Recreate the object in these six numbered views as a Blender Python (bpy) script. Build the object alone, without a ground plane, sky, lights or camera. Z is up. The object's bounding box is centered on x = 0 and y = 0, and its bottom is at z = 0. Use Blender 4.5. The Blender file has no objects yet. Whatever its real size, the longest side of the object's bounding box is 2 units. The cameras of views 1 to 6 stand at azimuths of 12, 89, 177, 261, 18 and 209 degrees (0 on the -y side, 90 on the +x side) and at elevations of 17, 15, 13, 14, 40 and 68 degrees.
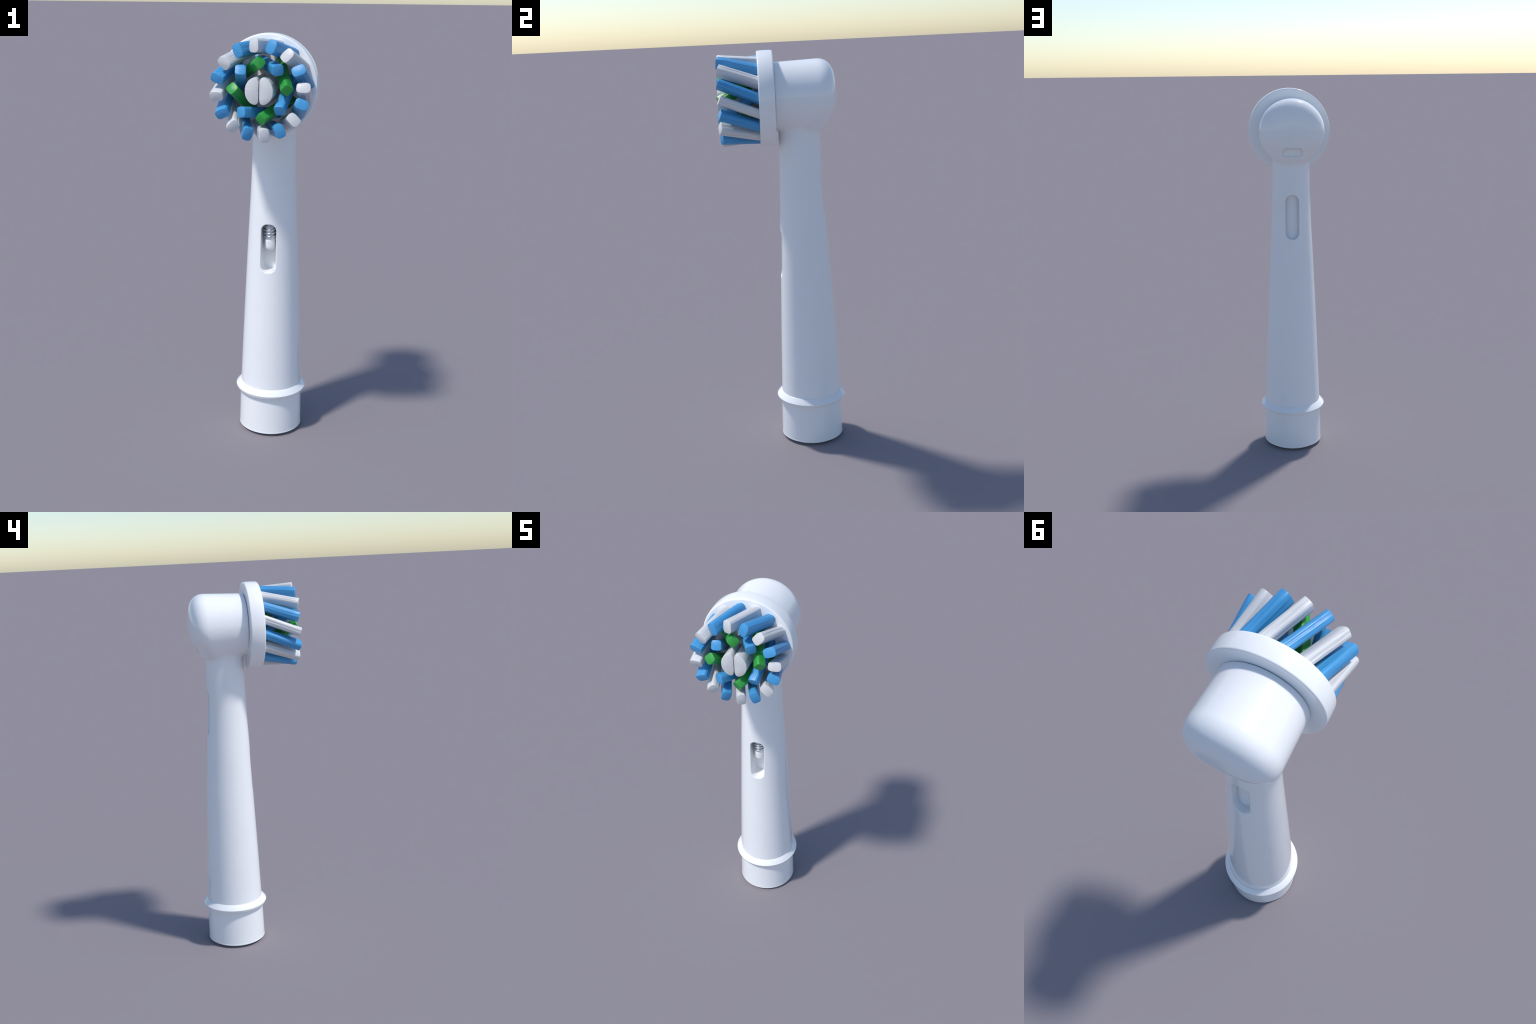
"""Replacement head of an electric toothbrush: hollow tapering shaft with a collar,
round drive housing, oscillating disc with slanted bristle tufts, steel spring in a window."""
import bpy, math, random
import numpy as np
from mathutils import Matrix, Vector

random.seed(7)
rng = np.random.default_rng(7)

# ------------------------------------------------------------------ key sizes (metres)
DISC_Z, DISC_R = 1.772, 0.2245            # oscillating disc: axis height, radius
DISC_FRONT, DISC_BACK = -0.092, -0.0165  # y of its two faces
TUFT_Z = 1.7682                          # centre of the bristle field
TIP_Y = -0.2755                          # plane in which the bristles are trimmed
HOUSE_Z, HOUSE_FRONT, HOUSE_REAR = 1.776, -0.0145, 0.2830
BODY_X = -0.0005                         # the moulded body sits a hair off the disc axis
AXIS_Y = 0.1165                          # axis of socket and collar

SPRING_Y = 0.035                         # axis of the steel spring behind the front window

# ------------------------------------------------------------------ materials
def new_material(name):
    m = bpy.data.materials.new(name)
    m.use_nodes = True
    nt = m.node_tree
    return m, nt, nt.nodes["Principled BSDF"]

def plastic_material():
    m, nt, b = new_material("white_plastic")
    co = nt.nodes.new("ShaderNodeTexCoord")
    n = nt.nodes.new("ShaderNodeTexNoise")
    n.inputs["Scale"].default_value = 6.0
    n.inputs["Detail"].default_value = 3.0
    r = nt.nodes.new("ShaderNodeValToRGB")
    r.color_ramp.elements[0].position, r.color_ramp.elements[1].position = 0.3, 0.7
    r.color_ramp.elements[0].color = (*PLASTIC_A, 1)
    r.color_ramp.elements[1].color = (*PLASTIC_B, 1)
    nt.links.new(co.outputs["Object"], n.inputs["Vector"])
    nt.links.new(n.outputs["Fac"], r.inputs["Fac"])
    nt.links.new(r.outputs["Color"], b.inputs["Base Color"])
    b.inputs["Roughness"].default_value = 0.1
    b.inputs["IOR"].default_value = 1.46
    return m

def bristle_material(name, dark, light, contrast, rough):
    """Fine streaks along the local z axis (the direction of the filaments)."""
    m, nt, b = new_material(name)
    co = nt.nodes.new("ShaderNodeTexCoord")
    mp = nt.nodes.new("ShaderNodeMapping")
    mp.inputs["Scale"].default_value = (1.0, 1.0, 0.022)
    n = nt.nodes.new("ShaderNodeTexNoise")
    n.inputs["Scale"].default_value = 420.0
    n.inputs["Detail"].default_value = 2.5
    r = nt.nodes.new("ShaderNodeValToRGB")
    r.color_ramp.elements[0].position, r.color_ramp.elements[1].position = 0.5 - contrast * 0.75, 0.5 + contrast * 0.45
    r.color_ramp.elements[0].color = (*dark, 1)
    r.color_ramp.elements[1].color = (*light, 1)
    bump = nt.nodes.new("ShaderNodeBump")
    bump.inputs["Strength"].default_value = 0.35
    bump.inputs["Distance"].default_value = 0.002
    nt.links.new(co.outputs["Object"], mp.inputs["Vector"])
    nt.links.new(mp.outputs["Vector"], n.inputs["Vector"])
    nt.links.new(n.outputs["Fac"], r.inputs["Fac"])
    nt.links.new(n.outputs["Fac"], bump.inputs["Height"])
    nt.links.new(bump.outputs["Normal"], b.inputs["Normal"])
    nt.links.new(r.outputs["Color"], b.inputs["Base Color"])
    b.inputs["Roughness"].default_value = rough
    return m

def steel_material():
    m, nt, b = new_material("spring_steel")
    co = nt.nodes.new("ShaderNodeTexCoord")
    n = nt.nodes.new("ShaderNodeTexNoise")
    n.inputs["Scale"].default_value = 60.0
    r = nt.nodes.new("ShaderNodeMapRange")
    r.inputs["To Min"].default_value, r.inputs["To Max"].default_value = 0.16, 0.28
    nt.links.new(co.outputs["Object"], n.inputs["Vector"])
    nt.links.new(n.outputs["Fac"], r.inputs["Value"])
    nt.links.new(r.outputs["Result"], b.inputs["Roughness"])
    b.inputs["Base Color"].default_value = (0.72, 0.73, 0.75, 1)
    b.inputs["Metallic"].default_value = 1.0
    return m

PLASTIC_A, PLASTIC_B = (0.90, 0.905, 0.91), (0.915, 0.92, 0.925)
PLASTIC = plastic_material()
BLUE = bristle_material("blue_bristle", (0.045, 0.26, 0.55), (0.07, 0.35, 0.68), 0.25, 0.36)
WHITE = bristle_material("white_bristle", (0.575, 0.58, 0.585), (0.735, 0.735, 0.745), 0.25, 0.38)
GREEN = bristle_material("green_bristle", (0.02, 0.27, 0.038), (0.04, 0.37, 0.06), 0.25, 0.33)
STEEL = steel_material()

# ------------------------------------------------------------------ helpers
def add_object(name, mesh, parent, material=None):
    o = bpy.data.objects.new(name, mesh)
    bpy.context.collection.objects.link(o)
    o.parent = parent
    if material is not None and not mesh.materials:
        mesh.materials.append(material)
    return o

def mesh_from(name, verts, faces, smooth_angle=None):
    me = bpy.data.meshes.new(name)
    me.from_pydata([tuple(v) for v in verts], [], faces)
    me.update()
    me.shade_smooth()
    if smooth_angle is not None:
        me.set_sharp_from_angle(angle=math.radians(smooth_angle))
    return me

def rounded_profile(points, steps=6):
    """points: (radius, height, fillet). Returns the polyline with its corners filleted."""
    out = []
    for i, (r, h, f) in enumerate(points):
        p = np.array([r, h], float)
        if f <= 0 or i in (0, len(points) - 1):
            out.append(tuple(p)); continue
        a = np.array(points[i - 1][:2]) - p
        b = np.array(points[i + 1][:2]) - p
        a = p + a / np.linalg.norm(a) * min(f, np.linalg.norm(a) * .49)
        b = p + b / np.linalg.norm(b) * min(f, np.linalg.norm(b) * .49)
        for t in np.linspace(0, 1, steps):
            out.append(tuple((1 - t) ** 2 * a + 2 * t * (1 - t) * p + t * t * b))
    return out

def lathe(name, profile, origin, axis="z", segments=128, smooth_angle=35):
    """Revolve (radius, height) about z, or about -y (height then runs along +y)."""
    verts, faces = [], []
    n = len(profile)
    for s in range(segments):
        a = 2 * math.pi * s / segments
        for r, h in profile:
            c, d = r * math.cos(a), r * math.sin(a)
            verts.append((c, d, h) if axis == "z" else (c, h, -d))
    for s in range(segments):
        t = (s + 1) % segments
        for i in range(n - 1):
            faces.append((s * n + i, t * n + i, t * n + i + 1, s * n + i + 1))
    verts = [Vector(v) + Vector(origin) for v in verts]
    me = mesh_from(name, verts, faces)
    import bmesh
    bm = bmesh.new(); bm.from_mesh(me)
    bmesh.ops.remove_doubles(bm, verts=bm.verts, dist=1e-6)
    bmesh.ops.recalc_face_normals(bm, faces=bm.faces)
    bm.to_mesh(me); bm.free()
    me.shade_smooth()
    me.set_sharp_from_angle(angle=math.radians(smooth_angle))
    return me

# ------------------------------------------------------------------ moulded body (shaft + drive housing)
# shaft: height, radius, y of its axis
SHAFT = np.array([
    (0.20, 0.1555, 0.1165), (0.26, 0.1535, 0.1165), (0.54, 0.1428, 0.1140), (0.87, 0.1288, 0.1105),
    (1.13, 0.1165, 0.1055), (1.32, 0.1072, 0.1015), (1.47, 0.1030, 0.1010), (1.60, 0.1012, 0.1000), (1.80, 0.1000, 0.1000)])

def smooth_interp(x, xs, ys):
    """Cubic Hermite through the control points."""
    m = np.gradient(ys, xs)
    i = np.clip(np.searchsorted(xs, x) - 1, 0, len(xs) - 2)
    h = xs[i + 1] - xs[i]
    t = np.clip((x - xs[i]) / h, 0, 1)
    return ((1 + 2 * t) * (1 - t) ** 2 * ys[i] + t * (1 - t) ** 2 * h * m[i]
            + t * t * (3 - 2 * t) * ys[i + 1] + t * t * (t - 1) * h * m[i + 1])

def smin(a, b, k):
    h = np.maximum(k - np.abs(a - b), 0) / k
    return np.minimum(a, b) - h * h * k * 0.25

def smax(a, b, k):
    return -smin(-a, -b, k)

def smoothstep(e0, e1, x):
    t = np.clip((x - e0) / (e1 - e0), 0, 1)
    return t * t * (3 - 2 * t)

def rounded_rect(u, v, hu, hv, r):
    qu, qv = np.abs(u) - hu + r, np.abs(v) - hv + r
    return np.hypot(np.maximum(qu, 0), np.maximum(qv, 0)) + np.minimum(np.maximum(qu, qv), 0) - r

def housing(x, y, z):
    dz = z - HOUSE_Z
    rho = np.hypot(x, dz) + 1e-9
    low = smoothstep(0.05, 1.0, -dz / rho)              # 0 at the sides and top, 1 straight down
    foot = np.clip((-dz / rho - 0.3) / 0.7, 0, 1) ** 3  # flares only where it meets the neck
    R = 0.1740 - (0.0085 + 0.006 * low) * np.clip((0.20 - y) / 0.215, 0, 1.1) + 0.025 * foot * smoothstep(-0.01, 0.12, y)
    a = 0.100 + 0.060 * low                             # length of the rounded rear end
    n = 2.8 - 0.85 * low
    u = np.maximum(y - (HOUSE_REAR - a), 0) / a
    w = rho / R
    body = ((w ** n + u ** n) ** (1 / n) - 1) * np.minimum(R, a * 1.2)
    return smax(body, HOUSE_FRONT - y, 0.006)

def body_field(x, y, z):
    x = x - BODY_X
    shaft = np.hypot(x, y - smooth_interp(z, SHAFT[:, 0], SHAFT[:, 2])) - smooth_interp(z, SHAFT[:, 0], SHAFT[:, 1])
    shaft = smax(shaft, z - 1.74, 0.01)
    shaft = smax(shaft, 0.232 - z, 0.006)
    f = smin(shaft, housing(x, y, z), 0.015)
    # shallow pockets at the rear (the slot floor follows the skin, the notch floor is upright): shaft slot and housing notch
    slot = smax(rounded_rect(x, z - 1.320, 0.0362, 0.1208, 0.0360), 0.13 - y, 0.003)
    f = smax(f, np.minimum(-slot, f + 0.035), 0.003)
    notch = smax(rounded_rect(x, z - 1.6725, 0.0545, 0.0240, 0.0235), 0.230 - y, 0.003)
    f = smax(f, -notch, 0.003)
    # window in the front with a bore that leads up from it
    win = smax(rounded_rect(x, z - 0.9945, 0.0365, 0.1195, 0.033), y - 0.066, 0.005)
    bore = smax(np.hypot(x, y - SPRING_Y) - 0.0345, np.abs(z - 1.14) - 0.11, 0.006)
    return smax(f, -smin(win, bore, 0.004), 0.005)

def surface_net(field, lo, hi, h):
    """Quads on the zero level of field, vertices pulled exactly onto it; returns verts, quads, normals."""
    ax = [np.arange(lo[i], hi[i] + h, h) for i in range(3)]
    nx, ny, nz = (len(a) for a in ax)
    F = np.empty((nx, ny, nz))
    X, Y = np.meshgrid(ax[0], ax[1], indexing="ij")
    for s in range(0, nz, 40):
        Z = ax[2][s:s + 40]
        F[:, :, s:s + 40] = field(X[:, :, None] + 0 * Z, Y[:, :, None] + 0 * Z, Z[None, None, :] + 0 * X[:, :, None])
    S = F < 0
    inside = np.zeros((nx - 1, ny - 1, nz - 1), np.uint8)
    for dx in (0, 1):
        for dy in (0, 1):
            for dz in (0, 1):
                inside += S[dx:nx - 1 + dx, dy:ny - 1 + dy, dz:nz - 1 + dz]
    active = (inside > 0) & (inside < 8)
    idx = -np.ones(active.shape, np.int64)
    cells = np.argwhere(active)
    idx[active] = np.arange(len(cells))
    acc = np.zeros((len(cells), 3)); cnt = np.zeros(len(cells))
    quads = []
    for d in range(3):
        e = np.eye(3, dtype=int)[d]
        o1, o2 = np.eye(3, dtype=int)[(d + 1) % 3], np.eye(3, dtype=int)[(d + 2) % 3]
        A = S[:nx - e[0], :ny - e[1], :nz - e[2]]
        B = S[e[0]:, e[1]:, e[2]:]
        P = np.argwhere(A != B)
        f0, f1 = F[tuple(P.T)], F[tuple((P + e).T)]
        t = f0 / (f0 - f1)
        pos = P + t[:, None] * e
        flip = ~S[tuple(P.T)]
        ok = (P[:, (d + 1) % 3] > 0) & (P[:, (d + 2) % 3] > 0) & (P[:, (d + 1) % 3] < (nx, ny, nz)[(d + 1) % 3] - 1) \
            & (P[:, (d + 2) % 3] < (nx, ny, nz)[(d + 2) % 3] - 1)
        P, pos, flip = P[ok], pos[ok], flip[ok]
        q = np.stack([idx[tuple((P - o1 - o2).T)], idx[tuple((P - o2).T)], idx[tuple(P.T)], idx[tuple((P - o1).T)]], 1)
        for k in range(4):
            np.add.at(acc, q[:, k], pos); np.add.at(cnt, q[:, k], 1)
        q[flip] = q[flip][:, ::-1]
        quads.append(q)
    V = acc / cnt[:, None] * h + np.array(lo)
    Q = np.concatenate(quads)

    def grad(p, eps=4e-4):
        g = np.empty_like(p)
        for i in range(3):
            a, b = p.copy(), p.copy()
            a[:, i] += eps; b[:, i] -= eps
            g[:, i] = (field(*a.T) - field(*b.T)) / (2 * eps)
        return g
    for _ in range(4):
        g = grad(V)
        step = field(*V.T)[:, None] * g / np.maximum((g * g).sum(1), 0.05)[:, None]
        V -= np.clip(step, -h * 0.5, h * 0.5)
    # even out the spacing along the surface, then pull back onto it
    for _ in range(4):
        s = np.zeros_like(V); c = np.zeros(len(V))
        for k in range(4):
            np.add.at(s, Q[:, k], V[Q[:, (k + 1) % 4]]); np.add.at(c, Q[:, k], 1)
            np.add.at(s, Q[:, k], V[Q[:, (k + 3) % 4]]); np.add.at(c, Q[:, k], 1)
        V = 0.5 * V + 0.5 * s / c[:, None]
        for _ in range(2):
            g = grad(V)
            step = field(*V.T)[:, None] * g / np.maximum((g * g).sum(1), 0.05)[:, None]
            V -= np.clip(step, -h * 0.5, h * 0.5)
    g = grad(V, 1.0e-3)
    return V, Q, g / np.linalg.norm(g, axis=1)[:, None]

def build_body(root):
    V, Q, N = surface_net(body_field, (-0.216, -0.052, 0.222), (0.216, 0.300, 1.965), 0.0030)
    region = V[Q].mean(1)[:, 2] > 1.598
    for name, mask in (("drive_housing", region), ("shaft", ~region)):
        q = Q[mask]
        used, inv = np.unique(q, return_inverse=True)
        me = bpy.data.meshes.new(name)
        me.from_pydata(V[used], [], inv.reshape(q.shape).tolist())
        me.update()
        me.shade_smooth()
        me.normals_split_custom_set_from_vertices([tuple(n) for n in N[used]])
        add_object(name, me, root, PLASTIC)

# ------------------------------------------------------------------ turned parts
def build_collar_and_socket(root):
    ring = rounded_profile([(0.148, 0.252, 0), (0.1555, 0.2565, 0.002), (0.1785, 0.2305, 0.0012), (0.1740, 0.2170, 0.0012),
                            (0.1560, 0.2105, 0.002), (0.148, 0.210, 0)])
    add_object("collar", lathe("collar", ring, (BODY_X, AXIS_Y, 0)), root, PLASTIC)
    wall = rounded_profile([(0.120, 0.225, 0), (0.1560, 0.225, 0), (0.1597, 0.020, 0.003), (0.1612, 0.0150, 0.002), (0.1597, 0.0125, 0.001),
                            (0.1405, 0.0135, 0.002), (0.1400, 0.000, 0.001), (0.1290, 0.000, 0.001), (0.1280, 0.190, 0.004), (0.0, 0.190, 0)])
    add_object("base_socket", lathe("base_socket", wall, (BODY_X, AXIS_Y, 0)), root, PLASTIC)

def build_disc(root):
    # very slightly taller than wide
    prof = rounded_profile([(0.0, DISC_FRONT, 0), (DISC_R - 0.002, DISC_FRONT, 0.008), (DISC_R, -0.055, 0.01), (DISC_R - 0.001, DISC_BACK, 0.007),
                            (0.156, DISC_BACK + 0.0005, 0.002), (0.155, 0.004, 0), (0.0, 0.004, 0)])
    me = lathe("brush_disc", prof, (0, 0, 0), axis="y", segments=160)
    me.transform(Matrix.Translation((0, 0, DISC_Z)) @ Matrix.Diagonal((1, 1, 0.228 / DISC_R, 1)))
    return add_object("brush_disc", me, root, PLASTIC)

# ------------------------------------------------------------------ bristle tufts
def superellipse(hu, hv, n, points, turn=0.0):
    out = []
    for i in range(points):
        t = 2 * math.pi * i / points
        c, s = math.cos(t), math.sin(t)
        r = (abs(c) ** n + abs(s) ** n) ** (-1 / n)
        u, v = r * c * hu, r * s * hv
        out.append((u * math.cos(turn) - v * math.sin(turn), u * math.sin(turn) + v * math.cos(turn)))
    return np.array(out)

def half_moon(width, height, corner, points):
    """D-shaped outline, straight edge on u=0, bulging to +u."""
    raw = []
    for i in range(points):
        t = -math.pi / 2 + math.pi * i / (points - 1)
        raw.append((width * abs(math.cos(t)) ** 0.85, height * math.sin(t)))
    raw = np.array(raw + [(0.0, height * (1 - 2 * k / 24)) for k in range(1, 24)])
    for _ in range(corner):
        raw = 0.5 * raw + 0.25 * (np.roll(raw, 1, 0) + np.roll(raw, -1, 0))
    return raw

def tuft_mesh(name, outline, shift, flutes, tip_bevel=0.0016, seed=0):
    """A straight sheaf cut square to its filaments. outline: (radial, tangential) section;
    shift: (radial, tangential) travel from its root in the disc face to the middle of its tip.
    Local z follows the filaments; returns the mesh and the turn that puts it on the disc."""
    g = np.random.default_rng(seed)
    rise = DISC_FRONT - TIP_Y
    axis = Vector((shift[0], -rise, shift[1]))
    length = axis.length
    axis.normalize()
    across = axis.cross(Vector((1, 0, 0))).normalized()       # tangential
    if across.z < 0:
        across = -across
    out = across.cross(axis) if across.cross(axis).x > 0 else axis.cross(across)
    turn = Matrix((out, across, axis)).transposed()
    n = len(outline)
    rough = g.normal(0, 1, n)
    rough = (rough + 0.6 * np.roll(rough, 1) + 0.6 * np.roll(rough, -1)) * flutes
    radial = outline / np.linalg.norm(outline, axis=1).clip(1e-4)[:, None]
    levels = [(-0.022, 0.0)] + [(length * k / 5, 0.0) for k in range(1, 5)] + \
             [(length - tip_bevel, 0.0), (length - tip_bevel * .3, tip_bevel * .3), (length, tip_bevel)]
    verts, faces = [], []
    for z, inset in levels:
        fade = 1.0 if z < length - 0.02 else 0.35               # filaments are rounded off at the trimmed end
        ring = outline + radial * rough[:, None] * fade
        if inset:
            d = ring - ring.mean(0)
            ring = ring.mean(0) + d * (1 - inset / np.linalg.norm(d, axis=1).clip(0.008)[:, None] * 0.8)
        verts += [(u, v, z) for u, v in ring]
    for k in range(len(levels) - 1):
        for i in range(n):
            j = (i + 1) % n
            faces.append((k * n + i, k * n + j, (k + 1) * n + j, (k + 1) * n + i))
    faces.append(tuple(range((len(levels) - 1) * n, len(levels) * n)))
    faces.append(tuple(reversed(range(n))))
    me = mesh_from(name, verts, faces)
    import bmesh
    bm = bmesh.new(); bm.from_mesh(me)
    bmesh.ops.recalc_face_normals(bm, faces=bm.faces)
    bm.to_mesh(me); bm.free()
    me.shade_smooth()
    me.set_sharp_from_angle(angle=math.radians(50))
    return me, turn

def polar(r, deg):
    a = math.radians(deg)
    return Vector((r * math.cos(a), 0, r * math.sin(a)))

def ring_of_tufts(disc, angles, root_r, root_turn, tip_r, outline, colours, flutes, y_extra):
    """Tufts whose tips sit at tip_r; each root is turned root_turn degrees round the disc from its tip."""
    count = len(angles)
    tip, base = polar(tip_r, 0), polar(root_r, root_turn)
    shift = (tip.x - base.x, tip.z - base.z)
    variants = {}
    for c, mat in enumerate(colours):
        variants[c] = []
        for k in range(3):
            me, back = tuft_mesh("bristle_tuft", outline, shift, flutes, seed=count * 100 + c * 10 + k)
            me.materials.append(mat)
            variants[c].append((me, back))
    for i, angle in enumerate(angles):
        me, back = variants[i % len(colours)][(i // len(colours)) % 3]
        o = bpy.data.objects.new("bristle_tuft", me)
        bpy.context.collection.objects.link(o)
        o.parent = disc
        place = (Matrix.Translation((0, DISC_FRONT + y_extra + random.uniform(-0.003, 0.003), TUFT_Z))
                 @ Matrix.Rotation(-math.radians(angle), 4, "Y")
                 @ Matrix.Translation(base) @ back.to_4x4())
        o.matrix_local = place

# tip positions round the disc, in degrees; the tufts are not quite evenly spread
OUTER = [97.6, 75.0, 52.1, 28.5, 6.0, -14.9, -37.2, -60.8, -82.1, -104.6, -126.1, -148.0, -171.5, 166.0, 144.0, 120.0]
INNER = [89.9, 47.0, 2.8, -42.6, -86.5, -131.0, 175.5, 132.8]

def build_tufts(disc):
    outer = superellipse(0.0300, 0.0222, 3.4, 72, math.radians(-5))
    inner = superellipse(0.0232, 0.0232, 4.0, 56, math.radians(45))
    ring_of_tufts(disc, OUTER, 0.179, -23.0, 0.1895, outer, (WHITE, BLUE), 0.00042, 0.0)
    ring_of_tufts(disc, INNER, 0.117, 58.0, 0.119, inner, (GREEN, BLUE), 0.00026, -0.001)
    moon = half_moon(0.0600, 0.0615, 24, 46) + np.array([0.0020, 0])
    for side in (1, -1):
        me, back = tuft_mesh("bristle_tuft", moon * np.array([side, 1]), (0, 0), 0.0003, seed=900 + side)
        me.materials.append(WHITE)
        o = bpy.data.objects.new("bristle_tuft", me)
        bpy.context.collection.objects.link(o)
        o.parent = disc
        o.matrix_local = Matrix.Translation((0, DISC_FRONT - 0.0095, TUFT_Z)) @ back.to_4x4()

# ------------------------------------------------------------------ spring in the window
def build_spring(root):
    coil_r, wire, pitch, z0, turns, seg, ring = 0.0260, 0.0050, 0.0168, 1.0360, 8, 40, 10
    verts, faces = [], []
    total = turns * seg
    for i in range(total + 1):
        a = 2 * math.pi * i / seg
        for k in range(ring):
            b = 2 * math.pi * k / ring
            r = coil_r + wire * math.cos(b)
            verts.append((BODY_X + r * math.cos(a), SPRING_Y + r * math.sin(a), z0 + pitch * i / seg + wire * math.sin(b)))
    for i in range(total):
        for k in range(ring):
            l = (k + 1) % ring
            faces.append((i * ring + k, (i + 1) * ring + k, (i + 1) * ring + l, i * ring + l))
    faces.append(tuple(range(ring))); faces.append(tuple(reversed(range(total * ring, total * ring + ring))))
    add_object("coil_spring", mesh_from("coil_spring", verts, faces, 40), root, STEEL)
    peg = rounded_profile([(0.0, 0.978, 0), (0.0235, 0.981, 0.024), (0.0245, 1.027, 0.004), (0.0215, 1.036, 0), (0.0205, 1.2, 0), (0.0, 1.2, 0)], 10)
    add_object("spring_peg", lathe("spring_peg", peg, (BODY_X, SPRING_Y, 0), segments=48), root, PLASTIC)

# ------------------------------------------------------------------ assemble
root = bpy.data.objects.new("toothbrush_head", None)
bpy.context.collection.objects.link(root)
root["label"] = "white electric toothbrush head with blue, green and white slanted bristles"
root["category"] = "toothbrush head"
build_body(root)
build_collar_and_socket(root)
build_tufts(build_disc(root))
build_spring(root)
bpy.context.view_layer.update()
